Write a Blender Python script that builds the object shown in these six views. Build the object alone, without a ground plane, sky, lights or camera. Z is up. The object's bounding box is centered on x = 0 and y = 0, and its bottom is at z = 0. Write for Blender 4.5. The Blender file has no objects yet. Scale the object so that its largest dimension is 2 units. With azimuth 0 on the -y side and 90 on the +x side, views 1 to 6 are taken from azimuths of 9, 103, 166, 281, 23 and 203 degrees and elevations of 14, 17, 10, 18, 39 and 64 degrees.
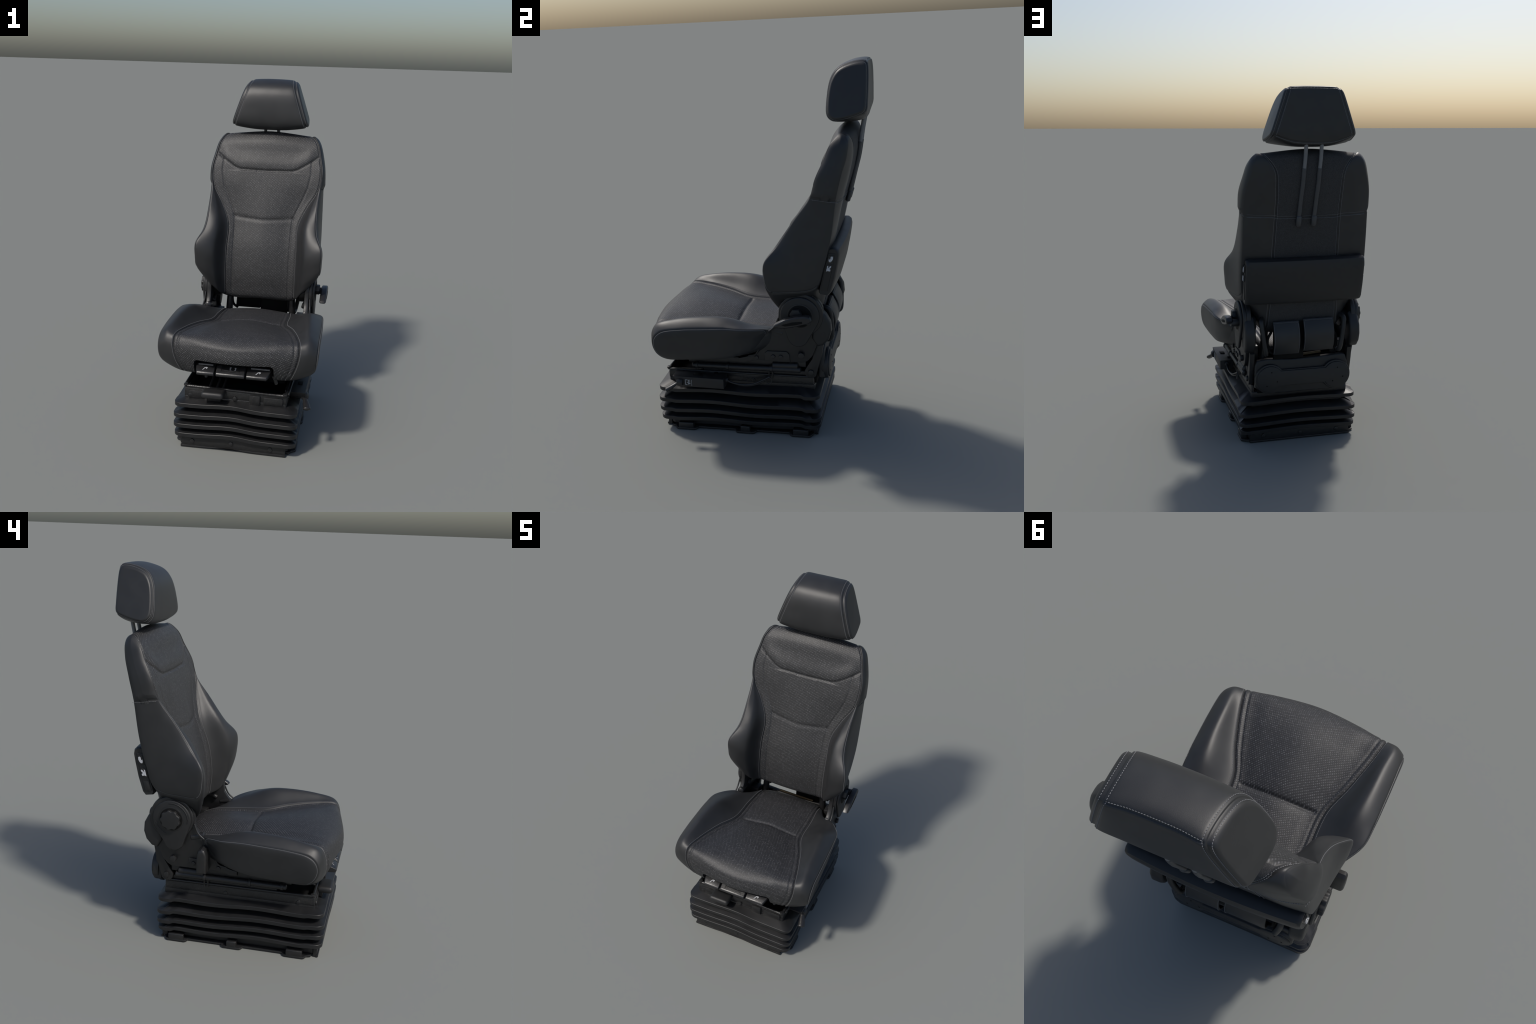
import bpy, bmesh, math, random
import numpy as np, time
T0 = time.time()
from mathutils import Vector, Matrix

rng = np.random.default_rng(7)
random.seed(7)

# ---------------------------------------------------------------- materials
def new_mat(name):
    m = bpy.data.materials.new(name)
    m.use_nodes = True
    nt = m.node_tree
    b = nt.nodes['Principled BSDF']
    return m, nt, b

def N(nt, kind, **kw):
    n = nt.nodes.new(kind)
    for k, v in kw.items():
        setattr(n, k, v)
    return n

def math_node(nt, op, a, b=None, c=None):
    n = N(nt, 'ShaderNodeMath', operation=op)
    for i, v in enumerate((a, b, c)):
        if v is None:
            continue
        if isinstance(v, (int, float)):
            n.inputs[i].default_value = v
        else:
            nt.links.new(v, n.inputs[i])
    return n.outputs[0]

def grained(name, dark, light, rough, scale, bump, bscale, spec=0.5, rough_var=0.08, coat=0.0):
    """plain coloured surface with faint tone mottling and fine bump grain"""
    m, nt, b = new_mat(name)
    tc = N(nt, 'ShaderNodeTexCoord')
    n1 = N(nt, 'ShaderNodeTexNoise')
    n1.inputs['Scale'].default_value = scale
    n1.inputs['Detail'].default_value = 5
    nt.links.new(tc.outputs['Object'], n1.inputs['Vector'])
    r = N(nt, 'ShaderNodeValToRGB')
    r.color_ramp.elements[0].position = 0.3
    r.color_ramp.elements[1].position = 0.7
    r.color_ramp.elements[0].color = (*dark, 1)
    r.color_ramp.elements[1].color = (*light, 1)
    nt.links.new(n1.outputs['Fac'], r.inputs['Fac'])
    nt.links.new(r.outputs['Color'], b.inputs['Base Color'])
    rr = math_node(nt, 'MULTIPLY_ADD', n1.outputs['Fac'], rough_var * 2, rough - rough_var)
    nt.links.new(rr, b.inputs['Roughness'])
    b.inputs['Specular IOR Level'].default_value = spec
    if coat:
        b.inputs['Coat Weight'].default_value = coat
        b.inputs['Coat Roughness'].default_value = 0.25
    v = N(nt, 'ShaderNodeTexVoronoi')
    v.inputs['Scale'].default_value = bscale
    nt.links.new(tc.outputs['Object'], v.inputs['Vector'])
    bp = N(nt, 'ShaderNodeBump')
    bp.inputs['Strength'].default_value = bump
    bp.inputs['Distance'].default_value = 0.0006
    nt.links.new(v.outputs['Distance'], bp.inputs['Height'])
    nt.links.new(bp.outputs['Normal'], b.inputs['Normal'])
    return m

def woven(name, plane, angle, base, dot, pitch):
    """dark weave with rows of pale flecks; plane picks the two object axes the
    cloth lies along, angle turns the rows, pitch is the fleck spacing in m"""
    m, nt, b = new_mat(name)
    tc = N(nt, 'ShaderNodeTexCoord')
    sx = N(nt, 'ShaderNodeSeparateXYZ')
    nt.links.new(tc.outputs['Object'], sx.inputs[0])
    ox = sx.outputs['X']
    if plane == 'xz':
        oy = sx.outputs['Z']
    elif plane == 'xy':
        oy = math_node(nt, 'MULTIPLY_ADD', sx.outputs['Z'], 0.9, sx.outputs['Y'])
    # slight waviness of the threads
    nz = N(nt, 'ShaderNodeTexNoise')
    nz.inputs['Scale'].default_value = 9
    nt.links.new(tc.outputs['Object'], nz.inputs['Vector'])
    wob = math_node(nt, 'MULTIPLY_ADD', nz.outputs['Fac'], 0.006, -0.003)
    ca, sa = math.cos(angle), math.sin(angle)
    u = math_node(nt, 'ADD', math_node(nt, 'MULTIPLY', ox, ca), math_node(nt, 'MULTIPLY', oy, sa))
    w = math_node(nt, 'ADD', math_node(nt, 'MULTIPLY', ox, -sa), math_node(nt, 'MULTIPLY', oy, ca))
    u = math_node(nt, 'ADD', u, wob)
    w = math_node(nt, 'ADD', w, wob)
    cu = math_node(nt, 'DIVIDE', u, pitch[0])
    cw = math_node(nt, 'DIVIDE', w, pitch[1])
    row = math_node(nt, 'FLOOR', cw)
    def hump(c, p):      # soft periodic bump, peak mid cell
        k = math_node(nt, 'COSINE', math_node(nt, 'MULTIPLY', math_node(nt, 'SUBTRACT', math_node(nt, 'FRACT', c), .5), 2 * math.pi))
        return math_node(nt, 'POWER', math_node(nt, 'MULTIPLY_ADD', k, .5, .5), p)
    hu, hw = hump(cu, 1.6), hump(cw, 1.8)
    # each fleck has its own strength
    comb = N(nt, 'ShaderNodeCombineXYZ')
    nt.links.new(math_node(nt, 'FLOOR', cu), comb.inputs[0])
    nt.links.new(row, comb.inputs[1])
    wn = N(nt, 'ShaderNodeTexWhiteNoise', noise_dimensions='2D')
    nt.links.new(comb.outputs[0], wn.inputs['Vector'])
    rnd = math_node(nt, 'MULTIPLY_ADD', math_node(nt, 'POWER', wn.outputs['Value'], 2.2), .75, .18)
    fleck = math_node(nt, 'MULTIPLY', math_node(nt, 'MULTIPLY', hu, hw), rnd)
    rowline = math_node(nt, 'MULTIPLY_ADD', hw, .35, .82)
    fw = math_node(nt, 'SUBTRACT', 1.0, math_node(nt, 'MULTIPLY', hw, hu))
    n2 = N(nt, 'ShaderNodeTexNoise')
    n2.inputs['Scale'].default_value = 420
    n2.inputs['Detail'].default_value = 2
    nt.links.new(tc.outputs['Object'], n2.inputs['Vector'])
    tone = math_node(nt, 'MULTIPLY', rowline, math_node(nt, 'MULTIPLY_ADD', n2.outputs['Fac'], 0.9, 0.55))
    mb = N(nt, 'ShaderNodeMix', data_type='RGBA', blend_type='MULTIPLY')
    mb.inputs[0].default_value = 1.0
    mb.inputs[6].default_value = (*base, 1)
    nt.links.new(tone, mb.inputs[7])
    mx = N(nt, 'ShaderNodeMix', data_type='RGBA')
    nt.links.new(fleck, mx.inputs[0])
    nt.links.new(mb.outputs[2], mx.inputs[6])
    mx.inputs[7].default_value = (*dot, 1)
    nt.links.new(mx.outputs[2], b.inputs['Base Color'])
    b.inputs['Roughness'].default_value = 0.52
    b.inputs['Specular IOR Level'].default_value = 0.45
    b.inputs['Sheen Weight'].default_value = 0.0
    b.inputs['Sheen Roughness'].default_value = 0.4
    h = math_node(nt, 'ADD', math_node(nt, 'MULTIPLY', fw, -1.0), math_node(nt, 'MULTIPLY', n2.outputs['Fac'], 0.6))
    bp = N(nt, 'ShaderNodeBump')
    bp.inputs['Strength'].default_value = 0.35
    bp.inputs['Distance'].default_value = 0.001
    nt.links.new(h, bp.inputs['Height'])
    nt.links.new(bp.outputs['Normal'], b.inputs['Normal'])
    return m

LEATHER = grained('black_leather', (.020, .0205, .0215), (.025, .0255, .0265), .44, 14, .25, 900, spec=.5, rough_var=.04)
FABRIC_BACK = woven('woven_back_cloth', 'xz', math.radians(33), (.028, .028, .029), (.155, .155, .16), (.0086, .0090))
FABRIC_SEAT = woven('woven_seat_cloth', 'xy', math.radians(33), (.022, .022, .0235), (.17, .17, .175), (.0086, .0090))
FABRIC_REAR = grained('speckled_rear_cloth', (.012, .012, .013), (.050, .050, .052), .75, 330, .6, 500)
SLEEVE = grained('grey_sleeve_plastic', (.050, .052, .055), (.060, .062, .065), .5, 30, .1, 300)
PLASTIC = grained('black_plastic', (.0135, .0137, .0143), (.018, .0182, .0188), .50, 40, .30, 700)
RUBBER = grained('bellows_rubber', (.010, .0102, .0108), (.014, .0142, .015), .45, 22, .15, 500, rough_var=.06)
STEEL = grained('dark_painted_steel', (.013, .013, .0135), (.018, .018, .0185), .42, 60, .30, 400, rough_var=.1)
VOID = grained('deep_black_matte', (.004, .004, .004), (.006, .006, .006), .7, 20, .1, 300, spec=.2)  # near-black matte colour shared by slots, backing panels, hoses and inner blocks
POST = grained('grey_post_metal', (.15, .155, .162), (.18, .185, .19), .42, 30, .1, 300)
REFLECT_GREY = grained('painted_key_reflection', (.16, .16, .16), (.24, .24, .24), .4, 60, .2, 200)  # base colour lightened to show the reflection along the key tops
PANSTEEL = grained('scuffed_gloss_steel', (.013, .013, .0135), (.02, .02, .0205), .34, 60, .9, 160, rough_var=.12)
GLOSS = grained('glossy_black_plastic', (.014, .014, .015), (.019, .019, .02), .33, 30, .3, 120, rough_var=.08)
PALE = grained('pale_print', (.30, .31, .33), (.42, .43, .45), .5, 60, .1, 300)
SILVER = grained('chrome_button', (.35, .36, .38), (.62, .63, .66), .28, 260, .5, 160, rough_var=.1)
THREAD = grained('grey_thread', (.15, .152, .158), (.22, .222, .228), .6, 300, .2, 900)
BRASS = grained('dull_brown_spring', (.05, .036, .015), (.08, .055, .02), .5, 60, .2, 300)

# ---------------------------------------------------------------- scene tree
ROOT = bpy.data.objects.new('suspension_driver_seat', None)
bpy.context.collection.objects.link(ROOT)
ROOT['label'] = 'black air-suspension driver seat with headrest, leather bolsters, woven cloth'
ROOT['category'] = 'driver seat'

def add_mesh(name, verts, faces, mat, parent=None, smooth=35, normals=None):
    me = bpy.data.meshes.new(name)
    me.from_pydata(np.asarray(verts, float).tolist(), [], [list(f) for f in faces])
    me.update()
    me.materials.append(mat)
    ob = bpy.data.objects.new(name, me)
    bpy.context.collection.objects.link(ob)
    ob.parent = parent or ROOT
    finish(me, smooth)
    if normals is not None:
        me.normals_split_custom_set_from_vertices(np.asarray(normals, float).tolist())
    return ob

def finish(me, smooth):
    me.polygons.foreach_set('use_smooth', [True] * len(me.polygons))
    if smooth:
        me.set_sharp_from_angle(angle=math.radians(smooth))

def bm_obj(name, bm, mat, parent=None, smooth=35):
    me = bpy.data.meshes.new(name)
    bmesh.ops.recalc_face_normals(bm, faces=bm.faces)
    bm.to_mesh(me)
    bm.free()
    me.materials.append(mat)
    ob = bpy.data.objects.new(name, me)
    bpy.context.collection.objects.link(ob)
    ob.parent = parent or ROOT
    finish(me, smooth)
    return ob

def bevel_all(bm, w, seg=2, ang=25):
    if w <= 0:
        return
    es = [e for e in bm.edges if len(e.link_faces) == 2 and e.calc_face_angle(0) > math.radians(ang)]
    bmesh.ops.bevel(bm, geom=es, offset=w, segments=seg, profile=.5, affect='EDGES', clamp_overlap=True)

def box(name, lo, hi, mat, parent=None, bevel=.004, seg=2, rot=None, taper=None):
    bm = bmesh.new()
    bmesh.ops.create_cube(bm, size=1)
    lo, hi = Vector(lo), Vector(hi)
    c, s = (lo + hi) / 2, hi - lo
    for v in bm.verts:
        v.co = Vector((v.co.x * s.x, v.co.y * s.y, v.co.z * s.z))
    bevel_all(bm, bevel, seg)
    M = Matrix.Translation(c)
    if rot:
        M = M @ Matrix.Rotation(rot[1], 4, rot[0])
    bmesh.ops.transform(bm, matrix=M, verts=bm.verts)
    return bm_obj(name, bm, mat, parent)

AX = {'x': (1, 2, 0), 'y': (2, 0, 1), 'z': (0, 1, 2)}
def prism(name, pts, axis, a, b, mat, parent=None, bevel=.004, seg=2, smooth=35):
    """polygon pts in the plane across axis, run from a to b along it"""
    bm = bmesh.new()
    i, j, k = AX[axis]
    def V(p, h):
        c = [0, 0, 0]
        c[i], c[j], c[k] = p[0], p[1], h
        return bm.verts.new(c)
    lo = [V(p, a) for p in pts]
    hi = [V(p, b) for p in pts]
    n = len(pts)
    bm.faces.new(lo[::-1])
    bm.faces.new(hi)
    for q in range(n):
        bm.faces.new((lo[q], lo[(q + 1) % n], hi[(q + 1) % n], hi[q]))
    bmesh.ops.recalc_face_normals(bm, faces=bm.faces)
    if bevel > 0:
        rim = [e for e in bm.edges if len(e.link_faces) == 2 and (abs(e.verts[0].co[k] - e.verts[1].co[k]) < 1e-6)]
        bmesh.ops.bevel(bm, geom=rim, offset=bevel, segments=seg, profile=.5, affect='EDGES', clamp_overlap=True)
    return bm_obj(name, bm, mat, parent, smooth)

def arc(cy, cz, r, a0, a1, n):
    return [(cy + r * math.cos(math.radians(a0 + (a1 - a0) * t / n)),
             cz + r * math.sin(math.radians(a0 + (a1 - a0) * t / n))) for t in range(n + 1)]

def disc(name, c, axis, r, d, mat, parent=None, bevel=.003, n=32, seg=2):
    i, j, k = AX[axis]
    return prism(name, [(c[i] + r * math.cos(2 * math.pi * t / n), c[j] + r * math.sin(2 * math.pi * t / n)) for t in range(n)],
                 axis, c[k] - d / 2, c[k] + d / 2, mat, parent, bevel, seg)

def smooth_open(pts, per=8):
    P = np.array(pts, float)
    P = np.vstack([2 * P[0] - P[1], P, 2 * P[-1] - P[-2]])
    out = []
    for q in range(1, len(P) - 2):
        p0, p1, p2, p3 = P[q - 1:q + 3]
        for t in np.linspace(0, 1, per, endpoint=False):
            out.append(.5 * ((2 * p1) + (-p0 + p2) * t + (2 * p0 - 5 * p1 + 4 * p2 - p3) * t ** 2 + (-p0 + 3 * p1 - 3 * p2 + p3) * t ** 3))
    out.append(P[-2])
    return np.array(out)

def tube(name, pts, r, mat, parent=None, n=12, curve=True, per=8, flat=1.0, radii=None):
    """rounded rod along a path; flat squashes it across; radii tapers it"""
    P = smooth_open(pts, per) if curve and len(pts) > 2 else np.array(pts, float)
    T = np.gradient(P, axis=0)
    T /= np.linalg.norm(T, axis=1)[:, None]
    ref = np.array([0, 0, 1.]) if abs(T[0][2]) < .9 else np.array([0, 1., 0])
    rings = []
    m = len(P)
    for q in range(m):
        a = np.cross(T[q], ref); a /= np.linalg.norm(a)
        b = np.cross(a, T[q])
        rr = r if radii is None else r * np.interp(q / (m - 1), np.linspace(0, 1, len(radii)), radii)
        rings.append([P[q] + rr * (math.cos(w) * a + flat * math.sin(w) * b) for w in np.linspace(0, 2 * math.pi, n, endpoint=False)])
    # rounded ends
    def shrink(ring, p, d):
        return [np.array(x) * .6 + p * .4 + d for x in ring]
    rings = [shrink(rings[0], P[0], -T[0] * r * .3)] + rings + [shrink(rings[-1], P[-1], T[-1] * r * .3)]
    V = [v for ring in rings for v in ring]
    F = []
    for q in range(len(rings) - 1):
        for w in range(n):
            F.append((q * n + w, q * n + (w + 1) % n, (q + 1) * n + (w + 1) % n, (q + 1) * n + w))
    F.append(tuple(range(n))[::-1])
    F.append(tuple((len(rings) - 1) * n + w for w in range(n)))
    bm = bmesh.new()
    vs = [bm.verts.new(v) for v in V]
    for f in F:
        bm.faces.new([vs[x] for x in f])
    return bm_obj(name, bm, mat, parent, 50)

def clone(ob, name=None, mirror=False, offset=(0, 0, 0), parent=None):
    """second copy; a mirrored copy gets mirrored mesh data"""
    o = ob.copy()
    if mirror:
        me = ob.data.copy()
        co = np.empty(len(me.vertices) * 3)
        me.vertices.foreach_get('co', co)
        co = co.reshape(-1, 3); co[:, 0] *= -1
        me.vertices.foreach_set('co', co.ravel())
        me.flip_normals()
        o.data = me
    o.location = Vector(o.location) + Vector(offset)
    bpy.context.collection.objects.link(o)
    o.parent = parent or ob.parent
    return o

# ---------------------------------------------------------------- upholstery
def cr_span(p0, p1, p2, p3, t):
    """centripetal Catmull-Rom between p1 and p2, arrays (...,3), t scalar"""
    def d(a, b):
        return np.maximum(np.linalg.norm(a - b, axis=-1, keepdims=True), 1e-5) ** .5
    t0 = 0; t1 = t0 + d(p0, p1); t2 = t1 + d(p1, p2); t3 = t2 + d(p2, p3)
    x = t1 + (t2 - t1) * t
    a1 = (t1 - x) / (t1 - t0) * p0 + (x - t0) / (t1 - t0) * p1
    a2 = (t2 - x) / (t2 - t1) * p1 + (x - t1) / (t2 - t1) * p2
    a3 = (t3 - x) / (t3 - t2) * p2 + (x - t2) / (t3 - t2) * p3
    b1 = (t2 - x) / (t2 - t0) * a1 + (x - t0) / (t2 - t0) * a2
    b2 = (t3 - x) / (t3 - t1) * a2 + (x - t1) / (t3 - t1) * a3
    return (t2 - x) / (t2 - t1) * b1 + (x - t1) / (t2 - t1) * b2

class Pillow:
    """Padded body lofted across x through matching closed outlines.
    curves: right-hand outlines from the middle (x=0) out to the side seam.
    cap: (centre, bulge) closes the side panel. All mirrored to the left."""
    def __init__(self, curves, cap, step=.004, nspan=(40, 16, 16), ncap=(5, 6, 6, 4)):
        C = np.array(curves, float)
        k = C.shape[1]
        chord = np.max(np.linalg.norm(np.roll(C, -1, 1) - C, axis=2), axis=0)
        cnt = np.maximum(2, np.ceil(chord / step)).astype(int)
        loops = []
        self.vstart = np.concatenate([[0], np.cumsum(cnt)])
        for c in C:
            pts = []
            for q in range(k):
                p0, p1, p2, p3 = c[(q - 1) % k], c[q], c[(q + 1) % k], c[(q + 2) % k]
                for t in range(cnt[q]):
                    pts.append(cr_span(p0, p1, p2, p3, t / cnt[q]))
            loops.append(np.array(pts))
        edge = loops[-1]
        cen, bulge = np.array(cap[0]), cap[1]
        fr = [.93, .78, .45, .12]
        caps = []
        for f in fr:
            L = cen + f * (edge - cen)
            L[:, 0] = edge[:, 0] * f + cen[0] * (1 - f) + bulge * (1 - f ** 5)
            caps.append(L)
        R = loops + caps
        M = [L * np.array([-1, 1, 1]) for L in R[1:]]
        rows = M[::-1] + R
        seg = list(nspan) + list(ncap[:len(fr)])
        segs = seg[::-1] + seg
        rows = np.array(rows)
        nr = len(rows)
        G = []; S = []
        mid = len(M)
        for q in range(nr - 1):
            p1, p2 = rows[q], rows[q + 1]
            p0 = rows[q - 1] if q else 2 * p1 - p2
            p3 = rows[q + 2] if q + 2 < nr else 2 * p2 - p1
            for t in range(segs[q]):
                G.append(cr_span(p0, p1, p2, p3, t / segs[q]))
                S.append(q - mid + t / segs[q])
        G.append(rows[-1]); S.append(nr - 1 - mid)
        self.G = np.array(G)        # rows x loop x 3
        self.S = np.array(S)        # row parameter: 0 middle, 1 first seam ...
        self.base = self.G.copy()
        self.nedge = len(curves) - 1
    def puff_sides(self, swell, reach):
        """side panels: a membrane spanning the edge outline (mean value
        interpolation) that swells outward by swell(y, z) within reach metres"""
        for sg in (1, -1):
            e = int(np.argmin(np.abs(self.S - sg * self.nedge)))
            rows = [r for r in range(len(self.S)) if sg * self.S[r] > self.nedge + 1e-6]
            E = self.G[e]
            P = self.G[rows].reshape(-1, 3)[:, 1:]
            out = np.empty(len(P))
            for ch in np.array_split(np.arange(len(P)), max(1, len(P) // 1500)):
                d = E[None, :, 1:] - P[ch][:, None, :]
                r = np.maximum(np.linalg.norm(d, axis=2), 1e-7)
                dn = np.roll(d, -1, 1); rn = np.roll(r, -1, 1)
                cr = d[..., 0] * dn[..., 1] - d[..., 1] * dn[..., 0]
                dt = (d * dn).sum(2)
                tn = cr / np.maximum(r * rn + dt, 1e-12)      # tan(half angle)
                w = (np.roll(tn, 1, 1) + tn) / r
                x = (w * E[None, :, 0]).sum(1) / w.sum(1)
                dist = r.min(1)
                out[ch] = x + sg * swell(P[ch, 0], P[ch, 1]) * (1 - np.exp(-dist / reach))
            self.G[rows, :, 0] = out.reshape(len(rows), -1)
    def normals(self, G=None):
        G = self.G if G is None else G
        if getattr(self, '_ck', None) is G:
            return self._cn
        dv = np.roll(G, -1, 1) - np.roll(G, 1, 1)
        ds = np.gradient(G, axis=0)
        n = np.cross(ds, dv)
        n /= np.maximum(np.linalg.norm(n, axis=2, keepdims=True), 1e-9)
        # outward check
        c = G.mean((0, 1))
        if np.mean(np.sum(n * (G - c), 2)) < 0:
            n = -n
        self._ck, self._cn = G, n
        return n
    def line(self, s, v0, v1, n=400, G=None):
        """polyline at row parameter s between outline stations v0..v1"""
        G = self.G if G is None else G
        f = np.array([self._vi(v) for v in np.linspace(v0, v1, n)])
        r = np.interp(s, self.S, np.arange(len(self.S))) * np.ones(n)
        return self._at(r, f, G)
    def _vi(self, v):
        k = len(self.vstart) - 1
        nv = self.vstart[-1]
        w = math.floor(v / k)
        return w * nv + np.interp(v - w * k, np.arange(k + 1), self.vstart)
    def _at(self, r, f, G):
        nv = G.shape[1]
        r0 = np.clip(np.floor(r).astype(int), 0, len(self.S) - 2); fr = (r - r0)[:, None]
        f0 = np.floor(f).astype(int); ff = (f - f0)[:, None]
        a = G[r0, f0 % nv] * (1 - ff) + G[r0, (f0 + 1) % nv] * ff
        b = G[r0 + 1, f0 % nv] * (1 - ff) + G[r0 + 1, (f0 + 1) % nv] * ff
        return a * (1 - fr) + b * fr
    def drape(self, pts, axis, sign, n=300, smin=0, smax=99):
        """polyline given by two coordinates, laid on the side facing sign*axis"""
        o = [q for q in range(3) if q != axis]
        P = np.array(pts, float)
        L = np.concatenate([[0], np.cumsum(np.linalg.norm(np.diff(P, axis=0), axis=1))])
        t = np.linspace(0, L[-1], n)
        Q = np.stack([np.interp(t, L, P[:, 0]), np.interp(t, L, P[:, 1])], 1)
        nr = self.normals()
        ok = (nr[:, :, axis] * sign > .15) & ((np.abs(self.S) >= smin) & (np.abs(self.S) <= smax))[:, None]
        V = self.G[ok]
        out = []
        for q in Q:
            d = np.sum((V[:, o] - q) ** 2, 1)
            idx = np.argpartition(d, 4)[:4]
            w = 1 / (d[idx] + 1e-7)
            p = np.zeros(3); p[o] = q
            p[axis] = np.sum(V[idx, axis] * w) / w.sum()
            out.append(p)
        return np.array(out)
    def groove(self, lines, width, depth):
        n = self.normals()
        nr, nv, _ = self.G.shape
        flat = self.G.reshape(-1, 3)
        amt = np.zeros(len(flat))
        for L in lines:
            lo, hi = L.min(0) - 3 * width, L.max(0) + 3 * width
            sel = np.where(np.all((flat > lo) & (flat < hi), 1))[0]
            for ch in np.array_split(sel, max(1, len(sel) // 4000)):
                d = np.sqrt(((flat[ch, None, :] - L[None]) ** 2).sum(2).min(1))
                amt[ch] = np.maximum(amt[ch], np.exp(-(d / width) ** 2))
        self.G = (flat - n.reshape(-1, 3) * (amt * depth)[:, None]).reshape(nr, nv, 3)
    def bump(self, fn):
        """push the surface out by fn(points, normals) metres"""
        n = self.normals()
        self.G = self.G + n * fn(self.G, n)[:, :, None]
    def mesh_data(self):
        nr, nv, _ = self.G.shape
        V = self.G.reshape(-1, 3)
        r, c = np.meshgrid(np.arange(nr - 1), np.arange(nv), indexing='ij')
        F = np.stack([r * nv + c, r * nv + (c + 1) % nv, (r + 1) * nv + (c + 1) % nv, (r + 1) * nv + c], -1).reshape(-1, 4)
        fs = np.repeat((self.S[:-1] + self.S[1:]) / 2, nv)
        return V, F, fs

def orient(V, F):
    """make quads face outward"""
    a = V[F[:, 1]] - V[F[:, 0]]; b = V[F[:, 3]] - V[F[:, 0]]
    n = np.cross(a, b); c = V[F].mean(1) - V.mean(0)
    return F[:, ::-1] if np.mean(np.sum(n * c, 1)) < 0 else F

def vert_normals(V, polys):
    n = np.zeros_like(V)
    size = np.array([len(p) for p in polys])
    for k in np.unique(size):
        P = np.array([polys[q] for q in np.where(size == k)[0]])
        f = np.cross(V[P[:, 1]] - V[P[:, 0]], V[P[:, -1]] - V[P[:, 0]])
        for c in range(k):
            np.add.at(n, P[:, c], f)
    return n / np.maximum(np.linalg.norm(n, axis=1, keepdims=True), 1e-12)

def build_pillow(p, regions, cut=None):
    """split the single body surface into named regions, shared normals.
    regions: list of (name, material, test(s, centre) -> bool array)"""
    V, F, fs = p.mesh_data()
    nr, nv, _ = p.G.shape
    F = orient(V, F)
    polys = [tuple(f) for f in F.tolist()]
    a = list(range(nv)); b = [(nr - 1) * nv + q for q in range(nv)]
    # side poles
    V = np.vstack([V, V[a].mean(0), V[b].mean(0)])
    i0, i1 = len(V) - 2, len(V) - 1
    flip = tuple(F[0]) != (0, 1, nv + 1, nv) and F[0][0] != 0
    extra = []
    sgn = 1
    for q in range(nv):
        t0 = (a[q], i0, a[(q + 1) % nv]); t1 = (b[q], b[(q + 1) % nv], i1)
        extra += [t0, t1]
    polys2 = []
    for t in extra:
        n = np.cross(V[t[1]] - V[t[0]], V[t[2]] - V[t[0]])
        want = -1 if t[1] == i0 or t[0] == i0 or t[2] == i0 else 1
        polys2.append(t if n[0] * want > 0 else t[::-1])
    fs = np.concatenate([fs, np.array([p.S[0], p.S[-1]] * nv)])
    polys += polys2
    cen = np.vstack([V[F].mean(1), V[np.array(polys2)].mean(1)])
    reg = np.full(len(polys), -1)
    for i, (_, _, test) in enumerate(regions):
        m = test(fs, cen) & (reg < 0)
        reg[m] = i
    if cut is not None:
        me = bpy.data.meshes.new('body')
        me.from_pydata([tuple(v) for v in V], [], polys)
        for _ in regions:
            me.materials.append(bpy.data.materials.new('slot'))
        me.polygons.foreach_set('material_index', reg)
        ob = bpy.data.objects.new('body', me)
        bpy.context.collection.objects.link(ob)
        cut.data.materials.clear()
        md = ob.modifiers.new('cut', 'BOOLEAN')
        md.object = cut; md.operation = 'DIFFERENCE'; md.solver = 'EXACT'
        dg = bpy.context.evaluated_depsgraph_get()
        m2 = bpy.data.meshes.new_from_object(ob.evaluated_get(dg))
        V = np.empty(len(m2.vertices) * 3); m2.vertices.foreach_get('co', V); V = V.reshape(-1, 3)
        polys = [tuple(f.vertices) for f in m2.polygons]
        reg = np.array([min(f.material_index, len(regions) - 1) for f in m2.polygons])
        bpy.data.objects.remove(ob); bpy.data.objects.remove(cut)
    nrm = vert_normals(V, polys)
    obs = []
    for i, (name, mat, _) in enumerate(regions):
        idx = np.where(reg == i)[0]
        used = sorted({q for f in idx for q in polys[f]})
        remap = {q: w for w, q in enumerate(used)}
        ob = add_mesh(name, V[used], [tuple(remap[q] for q in polys[f]) for f in idx], mat,
                      smooth=0, normals=None if cut is not None else nrm[used])
        if cut is not None:
            ob.data.set_sharp_from_angle(angle=math.radians(50))
        obs.append(ob)
    return obs

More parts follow.
